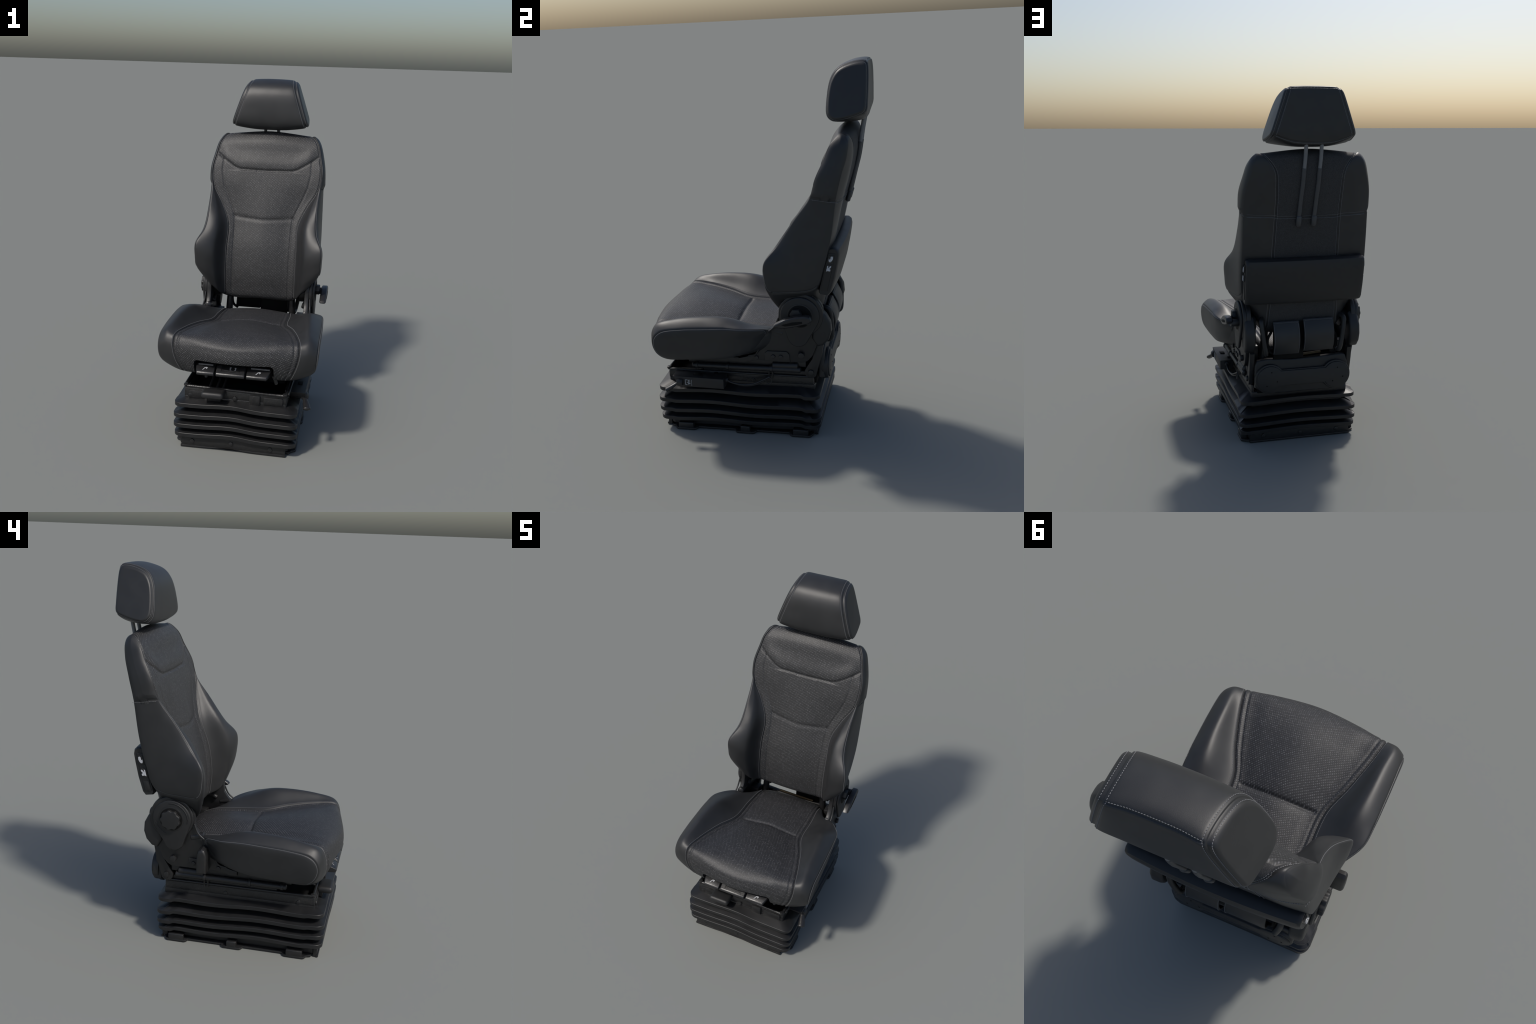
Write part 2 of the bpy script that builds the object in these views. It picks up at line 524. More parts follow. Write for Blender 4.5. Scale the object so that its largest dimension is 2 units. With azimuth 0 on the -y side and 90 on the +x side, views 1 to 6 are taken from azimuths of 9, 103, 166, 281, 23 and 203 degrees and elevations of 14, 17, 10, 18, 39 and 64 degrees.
def stitches(name, surf_lines, parent, length=.0052, gap=.0024, r=.0011, lift=.0006):
    """rows of thread dashes laid on given (points, normals) polylines"""
    V = []; F = []
    for P, Nn in surf_lines:
        L = np.concatenate([[0], np.cumsum(np.linalg.norm(np.diff(P, axis=0), axis=1))])
        ts = np.arange(0, L[-1] - length, length + gap)
        A, Bq, NN = (np.stack([np.interp(ts + o, L, D[:, k]) for k in range(3)], 1) for o, D in ((0, P), (length, P), (length / 2, Nn)))
        for a, b, n in zip(A, Bq, NN):
            n /= max(np.linalg.norm(n), 1e-9)
            d = b - a
            if np.linalg.norm(d) < length * .4:
                continue
            d /= np.linalg.norm(d)
            w = np.cross(n, d); w /= max(np.linalg.norm(w), 1e-9)
            o = len(V)
            for q, sc in ((a, .55), (a + d * length * .2, 1), (b - d * length * .2, 1), (b, .55)):
                for ang in (0, 72, 144, 216, 288):
                    ca, sa = math.cos(math.radians(ang)), math.sin(math.radians(ang))
                    V.append(q + n * lift + sc * r * (ca * w + sa * n))
            for g in range(3):
                for h in range(5):
                    F.append((o + g * 5 + h, o + g * 5 + (h + 1) % 5, o + g * 5 + 5 + (h + 1) % 5, o + g * 5 + 5 + h))
            F.append((o + 4, o + 3, o + 2, o + 1, o)); F.append((o + 15, o + 16, o + 17, o + 18, o + 19))
    ob = add_mesh(name, V, F, THREAD, parent, smooth=0)
    ob['kind'] = 'stuff'
    return ob

def surf_line(p, s, v0, v1, n=300):
    nr = p.normals()
    P = p.line(s, v0, v1, n)
    return P, p.line(s, v0, v1, n, nr)

def surf_drape(p, pts, axis, sign, n=300, smin=0):
    P = p.drape(pts, axis, sign, n, smin)
    nr = p.normals().reshape(-1, 3); V = p.G.reshape(-1, 3)
    out = []
    sel = np.where(np.all((V > P.min(0) - .02) & (V < P.max(0) + .02), 1))[0]
    for q in P:
        out.append(nr[sel[np.argmin(((V[sel] - q) ** 2).sum(1))]])
    return P, np.array(out)

def smoothstep(a, b, x):
    t = np.clip((x - a) / (b - a), 0, 1)
    return t * t * (3 - 2 * t)

# ================================================================ BACKREST
# stations: 0-9 up the front, 10 top, 11-17 down the rear, 18-19 underneath
back_mid = [(0, .222, .668), (0, .208, .74), (0, .205, .83), (0, .224, .97), (0, .268, 1.12), (0, .303, 1.24),
            (0, .337, 1.35), (0, .372, 1.46), (0, .402, 1.56), (0, .430, 1.632), (0, .488, 1.679),
            (0, .542, 1.655), (0, .553, 1.59), (0, .534, 1.46), (0, .499, 1.34), (0, .452, 1.15), (0, .416, .97),
            (0, .386, .78), (0, .348, .668), (0, .28, .648)]
back_seam = [(.214, .222, .670), (.214, .207, .74), (.214, .204, .83), (.214, .224, .97), (.214, .273, 1.12), (.262, .308, 1.235),
             (.325, .336, 1.345), (.337, .368, 1.455), (.321, .408, 1.542), (.303, .439, 1.613), (.265, .488, 1.657),
             (.240, .528, 1.640), (.19, .542, 1.57), (.178, .524, 1.46), (.176, .492, 1.34), (.18, .450, 1.15), (.182, .415, .97),
             (.195, .384, .78), (.20, .346, .672), (.207, .28, .650)]
back_pad = [(.254, .158, .710), (.268, .128, .772), (.278, .115, .843), (.285, .113, .985), (.278, .174, 1.12), (.300, .264, 1.24),
            (.334, .333, 1.35), (.343, .367, 1.456), (.327, .407, 1.542), (.309, .439, 1.614), (.279, .492, 1.658),
            (.268, .527, 1.637), (.255, .536, 1.565), (.265, .518, 1.46), (.274, .487, 1.34), (.278, .449, 1.15), (.278, .404, .97),
            (.270, .366, .84), (.262, .335, .76), (.258, .255, .728)]
back_edge = [(.376, .128, .858), (.384, .103, .884), (.387, .092, .932), (.387, .094, 1.020), (.346, .162, 1.108), (.335, .254, 1.245),
             (.339, .330, 1.350), (.347, .367, 1.456), (.331, .408, 1.541), (.313, .440, 1.612), (.287, .492, 1.654),
             (.300, .521, 1.620), (.316, .519, 1.552), (.340, .493, 1.46), (.347, .466, 1.345), (.350, .437, 1.15), (.352, .397, .99),
             (.345, .360, .885), (.35, .31, .862), (.365, .20, .856)]
B = Pillow([back_mid, back_seam, back_pad, back_edge], ((.368, .36, 1.17), .008), step=.0042, nspan=(70, 22, 16), ncap=(8, 24, 48, 12))
B.puff_sides(lambda y, z: .010 + .012 * smoothstep(-.010, .030, z - 1.350 + .018 * smoothstep(.33, .52, y)), .018)
# padding: yoke roll, lumbar pads
def back_pad_fn(G, n):
    x, y, z = G[..., 0], G[..., 1], G[..., 2]
    front = smoothstep(.2, .6, -n[..., 1])
    ax = np.abs(x)
    yl = np.interp(ax, [0, .165, .20, .285, .325], [1.448, 1.450, 1.462, 1.512, 1.545])
    d = z - yl
    cloth = np.interp(np.interp(np.arange(len(B.S)), np.arange(len(B.S)), np.abs(B.S)), [0, .93, 1], [1, 1, 0])[:, None]
    out = .008 * np.exp(-((d - .035) / .045) ** 2) * (d > 0) + .008 * np.exp(-(.035 / .045) ** 2) * np.exp(-(d / .010) ** 2) * (d <= 0)
    cx = np.interp(z, [.66, 1.16, 1.35, 1.5], [.178, .178, .25, .275])
    pad = .006 * (1 - smoothstep(.5, 1.0, ax / cx)) * np.where(z < 1.16, 1, .7) * np.exp(-((z - np.where(z < 1.16, .92, 1.31)) / .25) ** 4)
    return front * (out * (1 - smoothstep(.25, .315, ax)) + pad * (z < 1.44)) * cloth
B.bump(back_pad_fn)
ycrease = [(-.312, 1.536), (-.282, 1.512), (-.20, 1.462), (-.165, 1.450), (0, 1.446), (.165, 1.450), (.20, 1.462), (.282, 1.512), (.312, 1.536)]
lum = [(-.18, 1.163), (-.09, 1.155), (0, 1.150), (.09, 1.155), (.18, 1.163)]
chan = [(.178, .668), (.177, .90), (.178, 1.10), (.182, 1.163), (.222, 1.255), (.262, 1.350), (.279, 1.43), (.277, 1.505)]
chanL = [(-x, z) for x, z in chan]
B.groove([B.drape(ycrease, 1, -1, n=500, smax=1.0)], .008, .0065)
B.groove([B.drape(lum, 1, -1)], .014, .0035)
B.groove([B.drape(chan, 1, -1), B.drape(chanL, 1, -1)], .0055, .0033)
B.groove([B.line(s, 0, 18.2, 700) for s in (1, -1)], .0045, .0055)            # cloth / leather seam
edge_lines = [B.line(s, 0, 6.6, 500) for s in (2.96, -2.96)] + [B.line(s, 17, 20, 200) for s in (3, -3)]
B.groove(edge_lines, .004, .004)
beltz = [(.10 + .0, 1.352), (.33, 1.352), (.40, 1.345), (.56, 1.335)]
belt = [B.drape([(y, 1.350 - .018 * smoothstep(.33, .52, y)) for y in np.linspace(.342, .48, 8)], 0, sg, smin=2.9) for sg in (1, -1)]
rbelt = B.drape([(x, 1.316 + .06 * x * x + .006 * (abs(x) > .19)) for x in np.linspace(-.338, .338, 20)], 1, 1)
B.groove(belt, .0065, .0022)
B.groove([rbelt], .0045, .0035)
def leftright(name, mat, test):
    return [(name, mat, lambda s, c, t=test: t(s, c) & (c[:, 0] > 0)), (name, mat, lambda s, c, t=test: t(s, c) & (c[:, 0] <= 0))]
seamz = lambda c: 1.350 - .03 * smoothstep(.36, .50, c[:, 1])
obs = build_pillow(B, [('backrest', FABRIC_BACK, lambda s, c: (np.abs(s) < 1) & (c[:, 1] < .495 - .204 * (1.69 - c[:, 2]))),
                       ('backrest_shell_panel', FABRIC_REAR, lambda s, c: np.abs(s) < 1)]
                   + leftright('backrest_shoulder', LEATHER, lambda s, c: c[:, 2] > seamz(c))
                   + leftright('backrest_bolster', LEATHER, lambda s, c: np.abs(s) >= 1))
BACK = obs[0]
for o in obs[1:]:
    o.parent = BACK
rows = []
for sg in (1, -1):
    rows += [surf_line(B, sg * 1.06, 5.9, 0.1), surf_line(B, sg * 3.12, .2, 6.0), surf_line(B, sg * 3.1, 17, 20),
             surf_line(B, sg * .985, 6, 10.7), surf_line(B, sg * .955, 10.6, 17.8), surf_line(B, sg * 1.08, 10.6, 17.8)]
def shift(PN, dz):
    return PN[0] + np.array([0, 0, dz]), PN[1]
for sg in (1, -1):
    P0 = surf_drape(B, [(y, 1.343 - .018 * smoothstep(.33, .52, y)) for y in np.linspace(.348, .475, 8)], 0, sg, 120, smin=2.9)
    rows.append(P0)
for dz in (.007, -.007):
    rows.append(surf_drape(B, [(x, 1.316 + dz + .06 * x * x + .006 * (abs(x) > .19)) for x in np.linspace(-.34, .34, 20)], 1, 1, 200))
stitches('backrest_stitching', rows, BACK)

# ================================================================ SEAT CUSHION
# stations: 0 rear bottom, 1-3 underneath, 4-7 nose, 8-12 top, 13 rear
seat_mid = [(0, .24, .495), (0, -.10, .47), (0, -.40, .462), (0, -.545, .462), (0, -.595, .505), (0, -.611, .560),
            (0, -.594, .614), (0, -.540, .650), (0, -.42, .668), (0, -.25, .652), (0, -.115, .628), (0, .05, .612), (0, .22, .592), (0, .288, .545)]
seat_seam = [(.20, .23, .495), (.21, -.10, .47), (.26, -.40, .450), (.285, -.520, .444), (.312, -.552, .495), (.334, -.561, .558),
             (.343, -.553, .615), (.338, -.526, .654), (.312, -.42, .657), (.262, -.26, .640), (.212, -.13, .618), (.206, .05, .604), (.200, .20, .584), (.200, .268, .540)]
seat_pad = [(.27, .10, .50), (.33, -.10, .475), (.352, -.37, .458), (.362, -.496, .456), (.378, -.534, .498), (.390, -.548, .558),
            (.398, -.542, .620), (.395, -.510, .664), (.378, -.41, .692), (.366, -.255, .706), (.352, -.13, .700), (.340, -.01, .660), (.275, .130, .602), (.265, .17, .545)]
seat_edge = [(.362, .002, .522), (.392, -.11, .488), (.402, -.35, .468), (.407, -.466, .470), (.427, -.508, .505), (.434, -.528, .556),
             (.437, -.518, .603), (.438, -.478, .638), (.438, -.38, .656), (.436, -.25, .664), (.432, -.14, .668), (.420, -.03, .660), (.342, .082, .626), (.346, .052, .575)]
S = Pillow([seat_mid, seat_seam, seat_pad, seat_edge], ((.430, -.24, .565), .006), step=.0042, nspan=(70, 22, 14), ncap=(5, 6, 7, 4))
S.puff_sides(lambda y, z: .013 + 0 * y, .022)
def seat_pad_fn(G, n):
    x, y, z = G[..., 0], G[..., 1], G[..., 2]
    up = smoothstep(.3, .7, n[..., 2])
    ax = np.abs(x)
    cx = np.interp(y, [-.55, -.13, .2], [.30, .175, .17])
    m = 1 - smoothstep(.7, 1.0, ax / cx)
    return up * m * (.005 * (y < -.11) * (1 - np.exp(-((y + .11) / .03) ** 2)) + .004 * (y >= -.11) * (1 - np.exp(-((y + .11) / .03) ** 2)) * smoothstep(.2, .1, y))
S.bump(seat_pad_fn)
S.groove([S.drape([(-.17, -.113), (0, -.108), (.17, -.113)], 2, 1)], .010, .007)
S.groove([S.line(s, 3.4, 12.7, 600) for s in (.885, -.885)], .0055, .0035)
S.groove([S.line(s, 3, 13, 600) for s in (1, -1)], .0045, .0065)
S.groove([S.line(s, 3, 12.5, 600) for s in (2.97, -2.97)], .004, .0045)
cutter = box('cutter', (-.222, -.80, .30), (.213, -.28, .541), LEATHER, bevel=.022, seg=4)
obs = build_pillow(S, [('seat_cushion', FABRIC_SEAT, lambda s, c: np.abs(s) < 1)]
                   + leftright('seat_bolster', LEATHER, lambda s, c: np.abs(s) < 3)
                   + leftright('seat_border_panel', LEATHER, lambda s, c: np.abs(s) >= 3), cut=cutter)
SEAT = obs[0]
for o in obs[1:]:
    o.parent = SEAT
rows = []
for sg in (1, -1):
    rows += [surf_line(S, sg * 1.09, 3.3, 12.6), surf_line(S, sg * 3.25, 3.2, 12.4)]
stitches('seat_stitching', rows, SEAT)

# ================================================================ HEADREST
# stations: 0-1 bottom, 2-6 front, 7-8 top, 9 rear top edge, 10-13 rear
hr_mid = [(0, .570, 1.695), (0, .490, 1.689), (0, .432, 1.698), (0, .408, 1.730), (0, .404, 1.83), (0, .420, 1.915),
          (0, .454, 1.962), (0, .520, 1.992), (0, .578, 2.000), (0, .600, 1.992), (0, .606, 1.968), (0, .612, 1.80), (0, .606, 1.735), (0, .594, 1.705)]
hr_rim = [(.577, 1.736), (.490, 1.714), (.440, 1.713), (.413, 1.737), (.411, 1.83), (.428, 1.915),
          (.460, 1.960), (.526, 1.987), (.585, 1.994), (.604, 1.988), (.611, 1.968), (.612, 1.80), (.609, 1.762), (.598, 1.745)]
def hr_side(x0, slope, mix, inset):
    """outline between the middle section and the boxier side rim, drawn in by inset"""
    out = []
    c = (.512, 1.85)
    for (_, y, z), (ys, zs) in zip(hr_mid, hr_rim):
        yy, zz = y + (ys - y) * mix, z + (zs - z) * mix
        yy -= inset * np.sign(yy - c[0]) * min(1, abs(yy - c[0]) / .07)
        zz -= inset * np.sign(zz - c[1]) * min(1, abs(zz - c[1]) / .10)
        out.append((x0 - slope * (zz - 1.73), yy, zz))
    return out
hr_half = hr_side(.110, .17, .18, 0)
hr_seam = hr_side(.212, .335, 1, 0)
hr_edge = hr_side(.220, .335, 1, .005)
H = Pillow([hr_mid, hr_half, hr_seam, hr_edge], ((.212, .515, 1.84), .004), step=.0036, nspan=(22, 22, 6), ncap=(6, 6, 6, 4))
# side pads swell and lean with the trapezoid
capc = np.abs(H.S) > 3
for r in np.where(capc)[0]:
    sg = np.sign(H.S[r]); q = abs(H.S[r])
    x_pl = .220 - .335 * (H.G[r, :, 2] - 1.73)
    b = np.interp(q, [3, 3.25, 3.7, 4.3, 7], [0, .008, .015, .020, .023])
    H.G[r, :, 0] = sg * (x_pl + b)
H.groove([H.line(s, 0, 14, 700) for s in (2, -2)], .0035, .0008)
H.groove([H.line(s, 0, 14, 700) for s in (3.05, -3.05)], .0038, .0028)
topline = [np.vstack([H.line(s, 9, 9.02, 2)[:1] for s in np.linspace(-2, 2, 160)])]
botline = [np.vstack([H.line(s, 12.6, 12.62, 2)[:1] for s in np.linspace(-2, 2, 160)])]
H.groove(topline + botline, .004, .004)
obs = build_pillow(H, [('headrest', LEATHER, lambda s, c: np.abs(s) < 2)]
                   + leftright('headrest_end_panel', LEATHER, lambda s, c: np.abs(s) >= 2))
HEAD = obs[0]
for o in obs[1:]:
    o.parent = HEAD
rows = []
for sg in (1, -1):
    rows += [surf_line(H, sg * 1.96, 1.5, 9), surf_line(H, sg * 1.96, 9, 12.6), surf_line(H, sg * 3.35, 0, 14)]
def cross_line(p, v, smax):
    ss = np.linspace(-smax, smax, 160)
    nn = p.normals()
    return (np.vstack([p.line(s, v, v + .02, 2)[:1] for s in ss]), np.vstack([p.line(s, v, v + .02, 2, nn)[:1] for s in ss]))
rows += [cross_line(H, 8.75, 1.95), cross_line(H, 12.8, 1.95)]
stitches('headrest_stitching', rows, HEAD)
# guide posts: thin upper rods, thicker sleeves, end caps clipped to the back
for x in (.041, -.043):
    tube('headrest_post', [(x - .004, .584, 1.72), (x - .004, .569, 1.64), (x, .560, 1.575)], .0105, POST, HEAD)
    tube('post_sleeve', [(x, .561, 1.580), (x + .003, .548, 1.50), (x + .008, .528, 1.42), (x + .012, .503, 1.318)], .0125, SLEEVE, BACK, flat=.9)
    tube('post_end_clip', [(x + .012, .508, 1.322), (x + .012, .493, 1.272)], .0155, SLEEVE, BACK, flat=.8)

# ================================================================ REAR STOWAGE BOX
prof = [(.417, 1.088), (.364, .852), (.372, .838), (.412, .832), (.428, .850), (.452, .93), (.468, 1.01), (.475, 1.055), (.471, 1.078), (.455, 1.091), (.438, 1.092)]
def loft_case():
    """moulded case: the rear face swells toward the middle, ends rounded over"""
    xs = [-.335, -.333, -.326, -.316, -.30, -.24, -.16, -.08, 0, .08, .16, .24, .30, .316, .326, .333, .335]
    c = np.array([.425, .96])
    bm = bmesh.new()
    rings = []
    for x in xs:
        e = .335 - abs(x)
        rnd = 1 - .16 * max(0, 1 - e / .019) ** 2
        sw = .016 * (1 - (x / .335) ** 2)
        ring = []
        for y, z in prof:
            yy = y + sw * smoothstep(.40, .45, y - (z - .96) * .22)
            yy = c[0] + (z - c[1]) * .22 + (yy - c[0] - (z - c[1]) * .22) * rnd
            ring.append(bm.verts.new((x, yy, c[1] + (z - c[1]) * (1 - .3 * (1 - rnd)))))
        rings.append(ring)
    n = len(prof)
    for a, b in zip(rings, rings[1:]):
        for q in range(n):
            bm.faces.new((a[q], a[(q + 1) % n], b[(q + 1) % n], b[q]))
    bm.faces.new(rings[0]); bm.faces.new(rings[-1][::-1])
    return bm_obj('stowage_case', bm, PLASTIC, smooth=40)
CASE = loft_case()
# its end panels with button plates
def lean(y, z):   # along the case: centre line
    return y + (z - .96) * .225
for sg in (1, -1):
    pts = [(lean(.399, .862), .862), (lean(.434, .862), .862), (lean(.434, 1.062), 1.062), (lean(.398, 1.062), 1.062)]
    prism('case_end_panel', pts, 'x', sg * .334, sg * .3385, PLASTIC, CASE, bevel=.0015)
    for zc, kind in (((1.036, 0), (.986, 1)) if sg == 1 else ((1.028, 0), (.960, 1), (.890, 2))):
        h = .020 if sg == 1 else .026
        def quad(w, hh, z=zc):
            return [(lean(.4165 - w, z - hh), z - hh), (lean(.4165 + w, z - hh), z - hh), (lean(.4165 + w, z + hh), z + hh), (lean(.4165 - w, z + hh), z + hh)]
        prism('button_frame', quad(.0145, h), 'x', sg * .338, sg * .341, GLOSS if kind < 2 else PLASTIC, CASE, bevel=.001)
        if kind == 2:
            prism('blank_button', quad(.010, h - .006), 'x', sg * .3405, sg * .3425, PLASTIC, CASE, bevel=.001)
            continue
        prism('rocker_button', quad(.0115, h - .003), 'x', sg * .3405, sg * .344, GLOSS, CASE, bevel=.0015)
        # bright pressed emblems: a cupped hand shape and a back-rest shape
        es = .0112 if sg == 1 else .0125
        def emblem(pts):
            prism('button_emblem', [(lean(.4165 + a * es, zc + b * es * 1.4), zc + b * es * 1.4) for a, b in pts], 'x', sg * .3435, sg * .3458, SILVER, CASE, .0006, 1)
        if kind == 0:
            emblem([(-.9, .3), (-.5, -.2), (-.1, .2), (-.2, .8), (.4, 1), (.9, .7), (1, 0), (.7, -.6), (.2, -1), (-.5, -.9), (-.8, -.4)])
        else:
            emblem([(-.9, .9), (-.4, 1), (-.3, .1), (.5, .9), (1, .8), (.9, .3), (.3, -.1), (1, -.4), (.9, -1), (-.2, -.8), (-.9, -1)])

# ================================================================ RECLINER BRACKETS
def teardrop(cy, cz, r, tipy, tipz, tr):
    """round head tapering to a small rounded toe"""
    d = math.hypot(tipy - cy, tipz - cz)
    base = math.degrees(math.atan2(tipz - cz, tipy - cy))
    off = math.degrees(math.acos((r - tr) / d))
    return arc(cy, cz, r, base + off, base + 360 - off, 36) + arc(tipy, tipz, tr, base - off, base + off, 12)

plate = [(-.088, .428), (-.088, .452), (-.05, .460), (.006, .480), (.030, .517), (.043, .570), (.068, .602), (.112, .632), (.140, .672),
         (.146, .72)] + arc(.268, .722, .122, 172, 20, 18) + [(.390, .700), (.386, .625), (.350, .556), (.322, .485), (.298, .456), (.275, .442), (.10, .442), (.03, .446), (-.02, .436), (-.05, .424)]
hub = (.266, .722)
for sg in (1, -1):
    br = prism('recliner_bracket', plate, 'x', sg * .292, sg * .318, STEEL, bevel=.004)
    # hinge disc standing proud, raised teardrop cover on it
    disc('hinge_disc', (sg * .326, .268, .722), 'x', .119, .022, STEEL, br, .006, 48, 3)
    prism('hinge_cover', teardrop(.264, .721, .104, .252, .600, .054), 'x', sg * .334, sg * .350, PLASTIC, br, bevel=.007, seg=3)
    disc('hub_recess', (sg * .3502, *hub), 'x', .069, .003, STEEL, br, .001, 40)
    disc('hub_dark_disc', (sg * .3510, *hub), 'x', .062, .003, VOID, br, .0005, 40)  # flat near-black disc, not sunk in, seen as a dark ring around the hub
    # rear housing lobe
    lobe = [(.372, .752), (.400, .722), (.422, .680), (.426, .630), (.412, .585), (.382, .552), (.350, .545), (.322, .59), (.325, .70)]
    prism('hinge_housing', lobe, 'x', sg * .272, sg * .334, PLASTIC, br, bevel=.016, seg=4)
    # forward edge rolled outward
    tube('bracket_flange', [(sg * .320, -.03, .470), (sg * .326, .012, .484), (sg * .330, .034, .525), (sg * .332, .048, .578), (sg * .332, .078, .612), (sg * .330, .122, .648), (sg * .326, .147, .70)], .0048, STEEL, br)
    disc('hinge_bolt', (sg * .324, .262, .488), 'x', .018, .022, STEEL, br, .003, 8)
    disc('hinge_bolt', (sg * .320, .014, .460), 'x', .012, .012, STEEL, br, .002, 16)
    for y in ((.108, .150) if sg == 1 else (.150,)):
        disc('bracket_rivet', (sg * .327, y, .474), 'x', .012, .010, STEEL, br, .003, 16)
    if sg == 1:
        pocket = [(.060, .446), (.060, .490), (.075, .504), (.182, .504), (.196, .490), (.200, .446)]
        prism('bracket_pocket', pocket, 'x', .312, .325, STEEL, br, bevel=.003)
        BR = br
    else:
        prism('bracket_fin', [(.062, .452), (.060, .555), (.070, .582), (.088, .590), (.106, .580), (.114, .550), (.116, .446)], 'x', -.312, -.402, STEEL, br, bevel=.016, seg=4)
        prism('bracket_pocket', [(.115, .458), (.115, .502), (.175, .502), (.175, .458)], 'x', -.312, -.325, STEEL, br, bevel=.003)
        BL = br
    # inner side, in shadow between back and seat
    disc('hinge_drum', (sg * .272, .275, .700), 'x', .055, .045, STEEL, br, .006)
    box('bracket_brace', (sg * .265 - .03, .235, .46), (sg * .265 + .03, .30, .565), STEEL, br, .006)
    tube('stop_lug', [(sg * .292, .235, .650), (sg * .286, .205, .645), (sg * .284, .185, .635)], .013, STEEL, br)
    # link down to the slide frame behind
    link = arc(.305, .376, .034, 150, 330, 10) + [(.368, .478), (.378, .540), (.360, .556), (.336, .540), (.315, .458)]
    prism('link_arm', link, 'x', sg * .272, sg * .300, STEEL, br, bevel=.004)
    disc('link_bolt', (sg * .303, .307, .379), 'x', .016, .014, STEEL, br, .003, 16)
# rounded stop buffers just behind the cushion corners
tube('stop_buffer', [(-.304, .165, .618), (-.303, .130, .626), (-.301, .100, .630)], .020, GLOSS, BL, n=16)
tube('stop_buffer', [(.304, .165, .606), (.303, .130, .612), (.301, .104, .614)], .016, GLOSS, BR, n=16)
# right: release lever on a faceted hub
disc('lever_hub', (.362, .248, .738), 'x', .032, .030, PLASTIC, BR, .004, 6)
disc('lever_pivot', (.372, .312, .712), 'x', .021, .046, PLASTIC, BR, .004, 24)
prism('release_lever', [(.338, .728), (.328, .745), (.300, .750), (.250, .744), (.195, .727), (.145, .700), (.136, .690), (.146, .681), (.190, .676), (.250, .688), (.300, .703), (.330, .712)],
      'x', .384, .424, GLOSS, BR, bevel=.010, seg=4)
prism('lever_grip_slot', [(.290, .722), (.240, .718), (.180, .700), (.200, .694), (.250, .702), (.290, .712)], 'x', .4235, .4255, VOID, BR, bevel=.0005)
# left: scalloped adjuster knob
kn = [(hub[0] + (.0515 + .003 * math.cos(9 * t)) * math.cos(t), hub[1] + (.0515 + .003 * math.cos(9 * t)) * math.sin(t)) for t in np.linspace(0, 2 * math.pi, 108, endpoint=False)]
prism('adjuster_knob', kn, 'x', -.350, -.374, PLASTIC, BL, bevel=.004, seg=3)
tube('cover_ridge', [(-.350, *p) for p in arc(.264, .721, .088, 80, 190, 14)], .0025, PLASTIC, BL, curve=False)
tube('cover_ridge', [(-.350, *p) for p in arc(.264, .721, .088, 290, 350, 8)], .0025, PLASTIC, BL, curve=False)

# ================================================================ REAR STRAPS AND LOOPS
def strap(x0, x1, z0, z1, y0):
    n = 18
    pts = [(y0 + .045 * math.sin(math.pi * (.12 + .8 * t / n)) , z0 + (z1 - z0) * t / n) for t in range(n + 1)]
    pts += [(y - .010, z) for y, z in pts[::-1]]
    return prism('lumbar_flap', pts, 'x', x0, x1, LEATHER, BACK, bevel=.003, seg=2)
strap(.022, .172, .535, .722, .385)
strap(-.178, -.002, .545, .730, .385)
rows = []
for x, z0, z1 in ((.168, .54, .717), (.026, .54, .717), (-.006, .55, .725)):
    t = np.linspace(.03, .97, 60)
    P = np.stack([np.full(60, x), .385 + .045 * np.sin(np.pi * (.12 + .8 * t)) + .0015, z0 + (z1 - z0) * t], 1)
    rows.append((P, np.tile([0, 1., 0], (60, 1))))
for x0, x1, z in ((.03, .165, .716), (-.17, -.01, .724)):
    P = np.stack([np.linspace(x0, x1, 60), np.full(60, .385 + .045 * math.sin(math.pi * .895) + .003), np.full(60, z)], 1)
    rows.append((P, np.tile([0, 1., 0], (60, 1))))
stitches('flap_stitching', rows, BACK)
box('gap_shade_panel', (-.01, .362, .500), (.165, .380, .715), VOID, BACK, .004)  # black panels modelled to keep the gap behind the flaps looking unlit
box('gap_shade_panel', (-.165, .362, .548), (-.012, .380, .715), VOID, BACK, .004)
for sg in (1, -1):
    tube('webbing_loop', [(sg * .228, .36, .735), (sg * .240, .400, .728), (sg * .238, .412, .69), (sg * .228, .415, .62), (sg * .215, .41, .55), (sg * .208, .37, .535)], .0135, PLASTIC, BACK)
    tube('support_stay', [(sg * .195, .31, .70), (sg * .200, .30, .62), (sg * .205, .30, .545), (sg * .21, .30, .48)], .021, STEEL, BACK)
    tube('lumbar_hose', [(sg * .175, .37, .66), (sg * .20, .385, .62), (sg * .195, .39, .56), (sg * .165, .385, .535)], .008, VOID, BACK)

# ================================================================ SLIDE RAILS AND SUSPENSION BODY
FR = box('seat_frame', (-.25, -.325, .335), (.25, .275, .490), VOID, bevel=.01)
for sg in (1, -1):
    tube('slide_rail', [(sg * .306, -.352, .393), (sg * .306, .250, .392)], .0155, STEEL, FR, curve=False, n=16)
    for y in (-.33, -.155, .092):
        disc('rail_collar', (sg * .306, y, .393), 'y', .0195, .016, STEEL, FR, .002, 20)
    box('rail_channel', (sg * .272 - .026, -.38, .406), (sg * .272 + .026, .28, .446), STEEL, FR, .004)
    box('guide_rail', (sg * .268 - .020, -.30, .352), (sg * .268 + .020, .30, .376), STEEL, FR, .003)
    tube('frame_rod', [(sg * .290, -.495, .352), (sg * .292, .30, .347)], .006, STEEL, FR, curve=False)
    for y in (.075, .095):
        tube('rail_post', [(sg * .300, y, .385), (sg * .298, y, .335)], .0045, STEEL, FR, curve=False)
    tube('slide_motor', [(sg * .296, .10, .410), (sg * .296, .235, .412)], .021, STEEL, FR, curve=False, n=16)
